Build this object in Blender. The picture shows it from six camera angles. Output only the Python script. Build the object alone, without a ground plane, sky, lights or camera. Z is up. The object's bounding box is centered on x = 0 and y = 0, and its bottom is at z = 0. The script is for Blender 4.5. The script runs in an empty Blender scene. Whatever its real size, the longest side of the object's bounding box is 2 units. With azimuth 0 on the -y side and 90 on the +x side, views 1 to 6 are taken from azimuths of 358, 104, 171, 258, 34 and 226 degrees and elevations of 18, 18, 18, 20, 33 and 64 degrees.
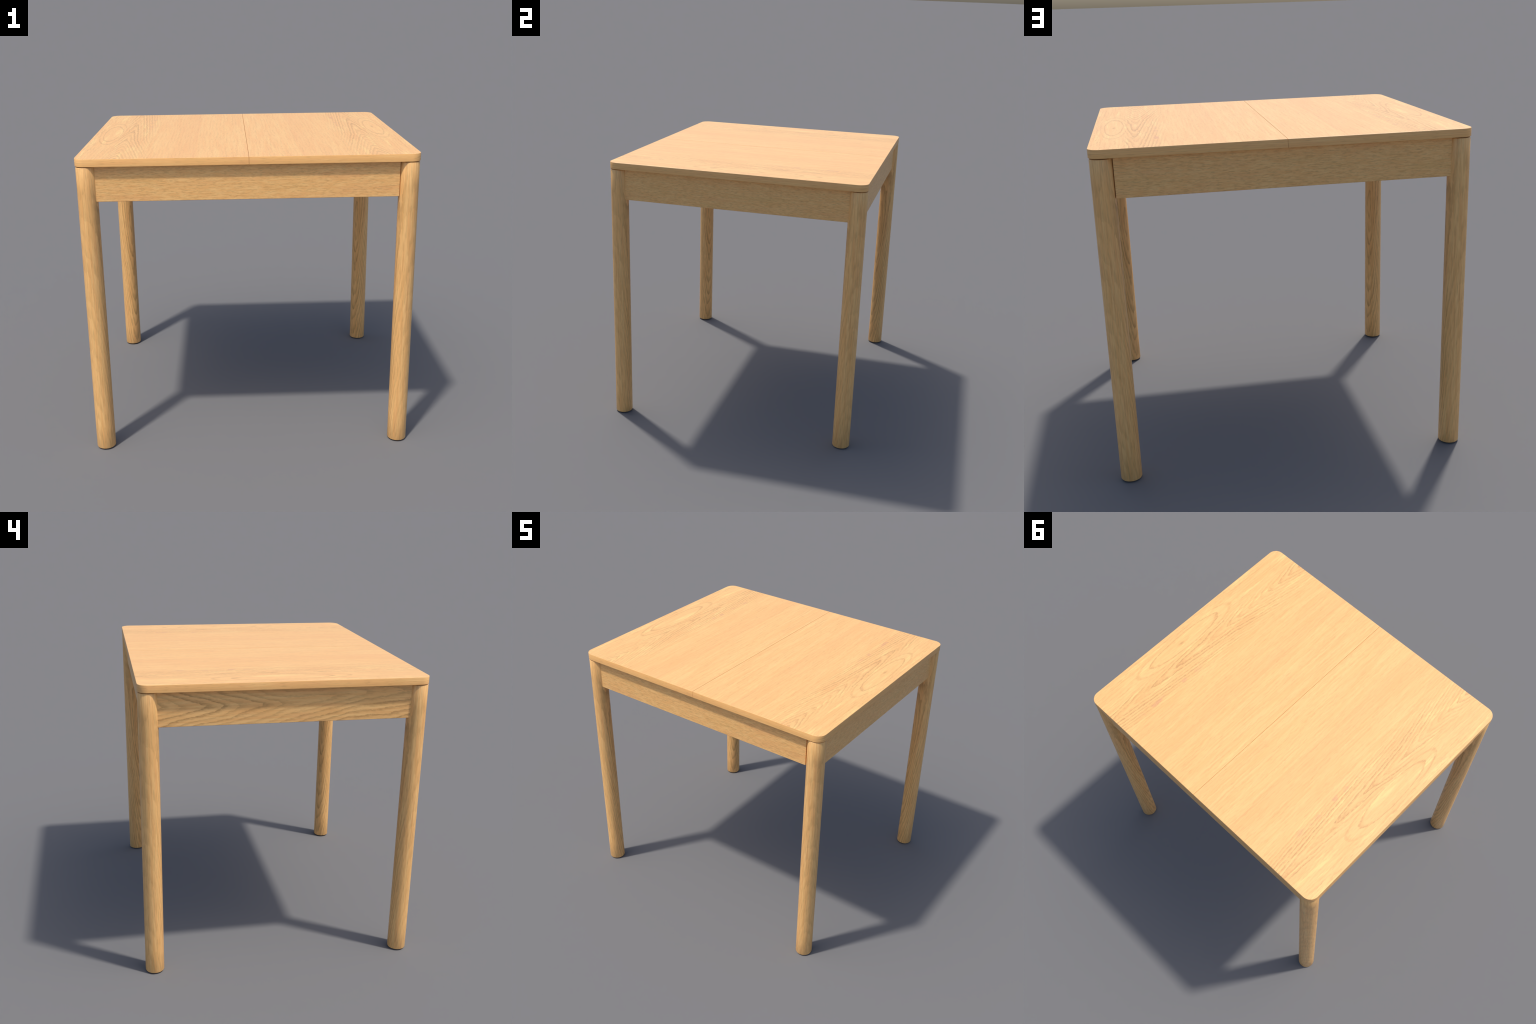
"""Small square extending dining table in pale oak: two-panel top, four aprons,
four round legs with glides."""
import bpy, bmesh, math

# ------------------------------------------------------------------ sizes (m)
HALF_X, HALF_Y = 1.000, 0.874
TOP_Z, TOP_T = 1.8722, 0.0454
CORNER_R = 0.062
SEAM = 0.0014
LEG_R = 0.0590
LEG_X, LEG_Y = 0.9378, 0.8138
LEG_Z0, LEG_Z1 = 0.006, TOP_Z - TOP_T - 0.005
APRON_Z0, APRON_Z1 = 1.6162, TOP_Z - TOP_T - 0.0006
APRON_T = 0.045


# ------------------------------------------------------------- node shorthand
class S:
    """A socket with arithmetic, so that wood fields read as formulas."""
    def __init__(self, nt, sock):
        self.nt, self.s = nt, sock

    def _m(self, op, *others):
        n = self.nt.nodes.new("ShaderNodeMath")
        n.operation = op
        for i, v in enumerate((self,) + others):
            if isinstance(v, S):
                self.nt.links.new(v.s, n.inputs[i])
            else:
                n.inputs[i].default_value = v
        return S(self.nt, n.outputs[0])

    def __add__(self, o): return self._m("ADD", o)
    __radd__ = __add__
    def __sub__(self, o): return self._m("SUBTRACT", o)
    def __rsub__(self, o): return (self * -1.0) + o
    def __mul__(self, o): return self._m("MULTIPLY", o)
    __rmul__ = __mul__
    def __truediv__(self, o): return self._m("DIVIDE", o)
    def abs(self): return self._m("ABSOLUTE")
    def pow(self, e): return self._m("POWER", e)
    def sqrt(self): return self._m("SQRT")
    def fract(self): return self._m("FRACT")
    def floor(self): return self._m("FLOOR")
    def gt(self, v): return self._m("GREATER_THAN", v)
    def sign(self): return self._m("SIGN")
    def exp(self): return self._m("EXPONENT")
    def max(self, v): return self._m("MAXIMUM", v)
    def min(self, v): return self._m("MINIMUM", v)

    def step(self, lo, hi):
        n = self.nt.nodes.new("ShaderNodeMapRange")
        n.interpolation_type = "SMOOTHSTEP"
        self.nt.links.new(self.s, n.inputs[0])
        n.inputs[1].default_value, n.inputs[2].default_value = lo, hi
        return S(self.nt, n.outputs[0])


class Wood:
    def __init__(self, name):
        self.mat = bpy.data.materials.new(name)
        self.mat.use_nodes = True
        self.nt = self.mat.node_tree
        self.bsdf = self.nt.nodes["Principled BSDF"]
        tc = self.nt.nodes.new("ShaderNodeTexCoord")
        sep = self.nt.nodes.new("ShaderNodeSeparateXYZ")
        self.nt.links.new(tc.outputs["Object"], sep.inputs[0])
        self.x, self.y, self.z = (S(self.nt, sep.outputs[i]) for i in range(3))

    def vec(self, a, b, c):
        n = self.nt.nodes.new("ShaderNodeCombineXYZ")
        for i, v in enumerate((a, b, c)):
            if isinstance(v, S):
                self.nt.links.new(v.s, n.inputs[i])
            else:
                n.inputs[i].default_value = v
        return n.outputs[0]

    def noise(self, a, b, c, detail=2.0, rough=0.5):
        n = self.nt.nodes.new("ShaderNodeTexNoise")
        n.inputs["Scale"].default_value = 1.0
        n.inputs["Detail"].default_value = detail
        n.inputs["Roughness"].default_value = rough
        self.nt.links.new(self.vec(a, b, c), n.inputs["Vector"])
        return S(self.nt, n.outputs["Fac"])

    def white(self, v):
        n = self.nt.nodes.new("ShaderNodeTexWhiteNoise")
        n.noise_dimensions = "1D"
        self.nt.links.new(v.s, n.inputs["W"])
        return S(self.nt, n.outputs["Value"])

    def mix(self, fac, a, b):
        n = self.nt.nodes.new("ShaderNodeMix")
        n.data_type = "RGBA"
        self.nt.links.new(fac.s, n.inputs[0]) if isinstance(fac, S) else None
        for sock, v in ((n.inputs[6], a), (n.inputs[7], b)):
            if isinstance(v, tuple):
                sock.default_value = (*v, 1.0)
            else:
                self.nt.links.new(v, sock)
        return n.outputs[2]

    def rings(self, f, lo=0.45, hi=0.92):
        """Growth rings: dark porous line that starts sharply and fades out,
        each ring with its own strength."""
        fr = f.fract()
        line = fr.step(lo, hi) * (1.0 - fr.step(hi + 0.01, 1.0))
        return line * (self.white(f.floor()) * 0.60 + 0.40)

    def finish(self, colour, height=None, rough=0.42):
        self.nt.links.new(colour, self.bsdf.inputs["Base Color"])
        self.bsdf.inputs["Roughness"].default_value = rough
        self.bsdf.inputs["IOR"].default_value = 1.5
        if height is not None:
            b = self.nt.nodes.new("ShaderNodeBump")
            b.inputs["Strength"].default_value = 0.12
            b.inputs["Distance"].default_value = 0.002
            self.nt.links.new(height.s, b.inputs["Height"])
            self.nt.links.new(b.outputs[0], self.bsdf.inputs["Normal"])
        return self.mat


# base oak tones (linear)
PALE = (0.915, 0.545, 0.212)
OAK = (0.860, 0.458, 0.160)
ROSE = (0.800, 0.385, 0.148)
OLIVE = (0.650, 0.400, 0.125)
LINE = (0.430, 0.225, 0.075)
TOP_PALE = (0.850, 0.515, 0.208)
TOP_OAK = (0.825, 0.452, 0.172)
TOP_ROSE = (0.775, 0.390, 0.155)


def shade(w, along_streak, pores, ring, ring_mix=0.55, pore_mix=0.34, hue=None):
    """Common oak colouring: pale/mid streaks, rosy and olive drift, ring lines
    and short pore dashes."""
    col = w.mix(along_streak.step(0.34, 0.68), OAK, PALE)
    if hue is not None:
        col = w.mix(hue.step(0.50, 0.80) * 0.50, col, ROSE)
        col = w.mix((1.0 - hue).step(0.54, 0.82) * 0.28, col, OLIVE)
    col = w.mix(pores * pore_mix, col, LINE)
    col = w.mix(ring * ring_mix, col, LINE)
    return col


# ------------------------------------------------------------------ materials
def top_material():
    """Veneered top: three strips per panel, mirrored about the middle seam.
    Outer strip is crown cut (nested arches and a long oval round a small knot),
    inner two are nearly quarter cut."""
    w = Wood("oak_veneer_top")
    side = w.x.sign()
    ax, y = w.x.abs(), w.y + (1.0 - side) * 0.06
    seed = side * 7.3
    wob = w.noise(ax * 5.0, y * 2.2, seed, 2.0) - 0.5
    fine = w.noise(ax * 42.0, y * 16.0, seed + 3.0, 2.0, 0.6) - 0.5

    strip = ax.gt(0.315) + ax.gt(0.655)              # 0, 1, 2
    crown = ax.step(0.56, 0.70)

    # crown-cut strip: nested arches about one line, a long oval beside it
    brk = w.noise(ax * 130.0, y * 50.0, seed + 11.0, 1.0).step(0.30, 0.56)
    xv = ax - 0.764 + wob * 0.035
    arch = (xv * xv + 0.00025).sqrt() * 52.0
    arch = arch + (y + 0.15).min(0.0) * 10.0 + (y + 0.15).max(0.0) * 4.5
    arch = arch + wob * 1.6 + fine * 0.75
    ring_a = w.rings(arch, 0.22, 0.86)
    xo = (ax - 0.884 + wob * 0.035) / 0.058
    yo = (y - 0.130) / 0.32
    r = (xo * xo + yo * yo).sqrt()
    oval = (r.max(0.76) - 0.97) * 2.6 + 0.90 + fine * 0.30 + (wob * 0.5) * r.step(0.9, 1.3)
    fr = oval.fract()
    ring_o = fr.step(0.55, 0.88) * (1.0 - fr.step(0.90, 1.0)) * 0.75
    is_arch = 1.0 - ax.step(0.805, 0.840)
    near = 1.0 - r.step(1.25, 1.55)
    ring_c = (ring_a * is_arch + ring_o * near * (1.0 - is_arch)) * (brk * 0.65 + 0.35)

    # quarter-cut strips: dense long lines
    fq = ax * 46.0 + strip * 5.3 + wob * 2.4 + fine * 1.3
    ring_q = w.rings(fq, 0.30, 0.95) * w.noise(ax * 90.0, y * 7.0, seed + 21.0, 2.0).step(0.35, 0.65)

    ring = ring_c * crown + ring_q * (1.0 - crown) * 0.42
    edge_lines = (ax.step(0.93, 0.965) + (1.0 - near) * (1.0 - is_arch)).min(1.0)
    ring = ring * (1.0 - edge_lines) + ring_q * edge_lines * 0.6

    # pink stain beside the crown strip and the small knots
    stain_y = w.noise(ax * 9.0, y * 13.0, seed + 5.0, 2.0).step(0.50, 0.62)
    st = (ax - 0.652) / 0.014
    stain = (st * st * -1.0).exp() * y.step(0.12, 0.35) * (1.0 - y.step(0.66, 0.80)) * stain_y
    k1x, k1y = (ax - 0.884) / 0.008, (y - 0.157) / 0.022
    k2x, k2y = (ax - 0.775) / 0.016, (y - 0.560) / 0.038
    knot = ((k1x * k1x + k1y * k1y) * -1.0).exp() * w.x.gt(0.0)
    knot = knot + ((k2x * k2x + k2y * k2y) * -1.0).exp() * 0.55 * brk

    streak = w.noise(ax * 55.0, y * 2.6, seed + strip * 3.7, 4.0, 0.65)
    # the middle strip is rosier where it meets the inner one
    rosy = ax.gt(0.315) * (1.0 - ax.step(0.33, 0.56))
    # darker line where neighbouring strips meet
    j1 = (ax - 0.318) / 0.012
    join = (j1 * j1 * -1.0).exp() * w.noise(ax * 60.0, y * 3.0, seed, 2.0).step(0.35, 0.6)
    hue = w.noise(ax * 12.0, y * 2.6, seed + 9.0, 3.0, 0.6)
    pores = w.noise(ax * 190.0, y * 24.0, seed, 2.0, 0.65).step(0.50, 0.74)

    col = w.mix(streak.step(0.30, 0.72), TOP_OAK, TOP_PALE)
    col = w.mix(rosy * 0.24, col, TOP_ROSE)
    glow = w.noise(ax * 38.0, y * 3.0, seed + 31.0, 3.0, 0.6).step(0.50, 0.72)
    col = w.mix(glow * (crown * 0.6 + 0.25), col, (0.90, 0.600, 0.235))
    col = w.mix(hue.step(0.48, 0.80) * 0.35, col, TOP_ROSE)
    col = w.mix(pores * (0.30 + ax.step(0.91, 0.96) * 0.14), col, (0.520, 0.270, 0.110))
    col = w.mix(join * 0.38, col, TOP_ROSE)
    col = w.mix(ring * 0.72, col, (0.480, 0.245, 0.090))
    col = w.mix(stain * 0.55, col, (0.62, 0.30, 0.17))
    col = w.mix(knot.min(1.0) * 0.55, col, LINE)
    return w.finish(col, 1.0 - ring * 0.6 - pores * 0.4)


def edge_material():
    """Lipping on the panel edges: grain runs round the rim."""
    w = Wood("oak_lipping")
    wob = w.noise(w.x * 3.0, w.y * 3.0, w.z * 9.0) - 0.5
    zz = w.z + wob * 0.02
    streak = w.noise(w.x * 3.2, w.y * 3.2, zz * 85.0, 2.0)
    pores = w.noise(w.x * 16.0, w.y * 16.0, zz * 190.0, 2.0).step(0.52, 0.76)
    hue = w.noise(w.x * 4.0, w.y * 4.0, zz * 24.0, 2.0)
    ring = w.rings(zz * 95.0, 0.3, 0.95) * 0.3
    return w.finish(shade(w, streak * 0.78, pores, ring, 0.5, 0.36, hue), 1.0 - pores)


def apron_material():
    """Plain quarter-cut apron: short dashes along the board."""
    w = Wood("oak_apron_plain")
    wob = w.noise(w.x * 4.0, w.y * 4.0, w.z * 10.0) - 0.5
    zz = w.z + wob * 0.015
    streak = w.noise(w.x * 14.0, w.y * 14.0, zz * 120.0, 3.0, 0.65)
    pores = w.noise(w.x * 34.0, w.y * 34.0, zz * 210.0, 2.0, 0.6).step(0.44, 0.72)
    hue = w.noise(w.x * 3.0, w.y * 3.0, zz * 16.0, 3.0)
    ring = w.rings(zz * 55.0, 0.3, 0.95) * w.noise(w.x * 9.0, w.y * 9.0, zz * 90.0).step(0.4, 0.65) * 0.5
    return w.finish(shade(w, streak, pores, ring, 0.20, 0.40, hue), 1.0 - pores)


def apron_crown_material():
    """Crown-cut apron: nested arches pointing along the board."""
    w = Wood("oak_apron_crown")
    wob = w.noise(w.y * 3.0, w.z * 7.0, 4.0, 2.0) - 0.5
    fine = w.noise(w.y * 42.0, w.z * 90.0, 2.0, 2.0, 0.6) - 0.5
    z0 = w.z - 1.732 - (0.1 - w.y).step(0.0, 0.6) * 0.05
    d = (z0 * z0 + 0.00016).sqrt()
    crown = (w.y.max(0.0) + w.y.min(0.0) * 0.40 - d * 3.6) * 8.6
    f = crown + wob * 2.4 + fine * 0.40
    ring = w.rings(f, 0.25, 0.90) * (w.noise(w.y * 30.0, w.z * 120.0, 1.0, 2.0).step(0.28, 0.6) * 0.6 + 0.4)
    streak = w.noise(w.y * 3.0, w.z * 55.0, 7.0, 3.0, 0.6)
    pores = w.noise(w.y * 18.0, w.z * 150.0, 3.0, 2.0, 0.6).step(0.52, 0.76)
    hue = w.noise(w.y * 3.0, w.z * 22.0, 12.0, 3.0)
    return w.finish(shade(w, streak, pores, ring, 0.85, 0.34, hue), 1.0 - ring)


def leg_material():
    """Solid turned leg: rings cut through a log whose pith lies off the inner
    side, so arches show inside and straight lines outside."""
    w = Wood("oak_leg")
    x, y, z = w.x, w.y, w.z
    wob = w.noise(x * 9.0, y * 9.0, z * 2.2, 2.0) - 0.5
    fine = w.noise(x * 70.0, y * 70.0, z * 14.0, 2.0, 0.6) - 0.5
    px = x - 0.085 + (z - 0.9) * 0.130 + wob * 0.040
    py = y + wob * 0.016
    r = (px * px + py * py).sqrt()
    f = r * 64.0 + fine * 0.70
    inner = x.step(-0.03, 0.03)
    ring = w.rings(f, 0.20, 0.90) * (inner * 0.7 + 0.3)
    ring = ring * (w.noise(x * 90.0, y * 90.0, z * 20.0, 2.0).step(0.28, 0.6) * 0.6 + 0.4)
    streak = w.noise(x * 85.0, y * 85.0, z * 3.4, 3.0, 0.6)
    pores = w.noise(x * 175.0, y * 175.0, z * 11.0, 3.0, 0.65).step(0.46, 0.72)
    hue = w.noise(x * 50.0, y * 50.0, z * 3.0, 3.0)
    return w.finish(shade(w, streak, pores, ring, 0.75, 0.40, hue), 1.0 - ring * 0.5 - pores * 0.5)


def plain_material(name, rgb, rough):
    m = bpy.data.materials.new(name)
    m.use_nodes = True
    nt = m.node_tree
    b = nt.nodes["Principled BSDF"]
    n = nt.nodes.new("ShaderNodeTexNoise")
    n.inputs["Scale"].default_value = 60.0
    ramp = nt.nodes.new("ShaderNodeValToRGB")
    ramp.color_ramp.elements[0].color = (*[c * 0.8 for c in rgb], 1)
    ramp.color_ramp.elements[1].color = (*[c * 1.2 for c in rgb], 1)
    nt.links.new(n.outputs["Fac"], ramp.inputs[0])
    nt.links.new(ramp.outputs[0], b.inputs["Base Color"])
    b.inputs["Roughness"].default_value = rough
    return m


# ------------------------------------------------------------------- geometry
root = bpy.data.objects.new("dining_table", None)
bpy.context.scene.collection.objects.link(root)
root["label"] = "small square pale oak extending table with round legs"
root["category"] = "dining table"


def add(name, bm, mats, parent=root, smooth_deg=40.0):
    me = bpy.data.meshes.new(name)
    bmesh.ops.recalc_face_normals(bm, faces=bm.faces)
    for e in bm.edges:
        if len(e.link_faces) == 2:
            cap = any(len(f.verts) > 4 for f in e.link_faces)
            e.smooth = not cap and e.calc_face_angle(0.0) < math.radians(smooth_deg)
    for f in bm.faces:
        f.smooth = True
    bm.to_mesh(me)
    bm.free()
    for m in mats:
        me.materials.append(m)
    ob = bpy.data.objects.new(name, me)
    bpy.context.scene.collection.objects.link(ob)
    ob.parent = parent
    return ob


def loft(rings_, caps=True):
    bm = bmesh.new()
    rows = [[bm.verts.new(p) for p in ring] for ring in rings_]
    n = len(rows[0])
    for a, b in zip(rows, rows[1:]):
        for i in range(n):
            bm.faces.new((a[i], a[(i + 1) % n], b[(i + 1) % n], b[i]))
    if caps:
        bm.faces.new(rows[0][::-1])
        bm.faces.new(rows[-1])
    return bm


def panel_outline(side, inset):
    """Half of the rounded-rectangle top on one side of the seam."""
    r = CORNER_R - inset
    hx, hy, x0 = HALF_X - inset, HALF_Y - inset, SEAM / 2 + min(inset, 0.0004)
    pts = [(x0, -hy)]
    for cy, a0 in ((-(hy - r), -90), (hy - r, 0)):
        for k in range(13):
            a = math.radians(a0 + 90 * k / 12)
            pts.append((hx - r + r * math.cos(a), cy + r * math.sin(a)))
    pts.append((x0, hy))
    return [(side * px, py) for px, py in pts]


top_mat, rim_mat = top_material(), edge_material()
C = 0.0022
for side in (1, -1):
    zb, zt = TOP_Z - TOP_T, TOP_Z
    levels = [(zb, C * 0.5), (zb + C * 0.5, 0.0), (zt - C, 0.0), (zt - C * 0.3, C * 0.3), (zt, C)]
    bm = loft([[(px, py, z) for px, py in panel_outline(side, ins)] for z, ins in levels])
    bm.normal_update()
    for f in bm.faces:
        f.material_index = 0 if abs(f.normal.z) > 0.9 else 1
    add("tabletop_panel", bm, [top_mat, rim_mat])


def board(x0, x1, y0, y1, z0, z1, c=0.0018):
    def rect(ins, z):
        return [(x0 + ins, y0 + ins, z), (x1 - ins, y0 + ins, z), (x1 - ins, y1 - ins, z), (x0 + ins, y1 - ins, z)]
    return loft([rect(c, z0), rect(0, z0 + c), rect(0, z1 - c), rect(c, z1)])


plain, crown = apron_material(), apron_crown_material()
FACE_Y, FACE_X = 0.842, 0.967
# long aprons: tight to the leg on one side, a narrow shadow gap on the other
for s in (-1, 1):
    ya, yb = sorted((s * FACE_Y, s * (FACE_Y - APRON_T)))
    add("apron", board(-0.905, 0.8785, ya, yb, APRON_Z0, APRON_Z1), [plain], smooth_deg=30)
for s in (-1, 1):
    xa, xb = sorted((s * FACE_X, s * (FACE_X - APRON_T)))
    add("apron", board(xa, xb, -0.775, 0.775, APRON_Z0, APRON_Z1), [crown if s < 0 else plain], smooth_deg=30)

# batten that closes the middle seam from below
add("seam_batten", board(-0.035, 0.035, -0.796, 0.796, TOP_Z - TOP_T - 0.03, TOP_Z - TOP_T - 0.001), [plain], smooth_deg=30)

# legs: one shared mesh, local +x looks at the middle of the table
SEG = 48
profile = [(LEG_R - 0.004, LEG_Z0), (LEG_R - 0.0012, LEG_Z0 + 0.0012), (LEG_R, LEG_Z0 + 0.004)]
profile += [(LEG_R, LEG_Z0 + 0.004 + (LEG_Z1 - 0.007 - LEG_Z0) * k / 12) for k in range(1, 13)]
profile += [(LEG_R - 0.0012, LEG_Z1 - 0.001), (LEG_R - 0.004, LEG_Z1)]
leg_bm = loft([[(r * math.cos(math.tau * i / SEG), r * math.sin(math.tau * i / SEG), z) for i in range(SEG)]
               for r, z in profile])
pad_bm = loft([[(r * math.cos(math.tau * i / SEG), r * math.sin(math.tau * i / SEG), z) for i in range(SEG)]
               for r, z in ((0.038, 0.0), (0.040, 0.0015), (0.040, LEG_Z0 + 0.002))])
leg_mat, pad_mat = leg_material(), plain_material("dark_felt", (0.03, 0.028, 0.026), 0.9)
leg0 = add("leg", leg_bm, [leg_mat])
pad0 = add("glide", pad_bm, [pad_mat], parent=leg0)
first = True
for sx, sy in ((-1, -1), (1, -1), (1, 1), (-1, 1)):
    leg = leg0 if first else leg0.copy()
    pad = pad0 if first else pad0.copy()
    if not first:
        bpy.context.scene.collection.objects.link(leg)
        bpy.context.scene.collection.objects.link(pad)
    first = False
    leg.parent, pad.parent = root, leg
    leg.location = (sx * LEG_X, sy * LEG_Y, 0.0)
    leg.rotation_euler = (0, 0, math.atan2(-sy, -sx))
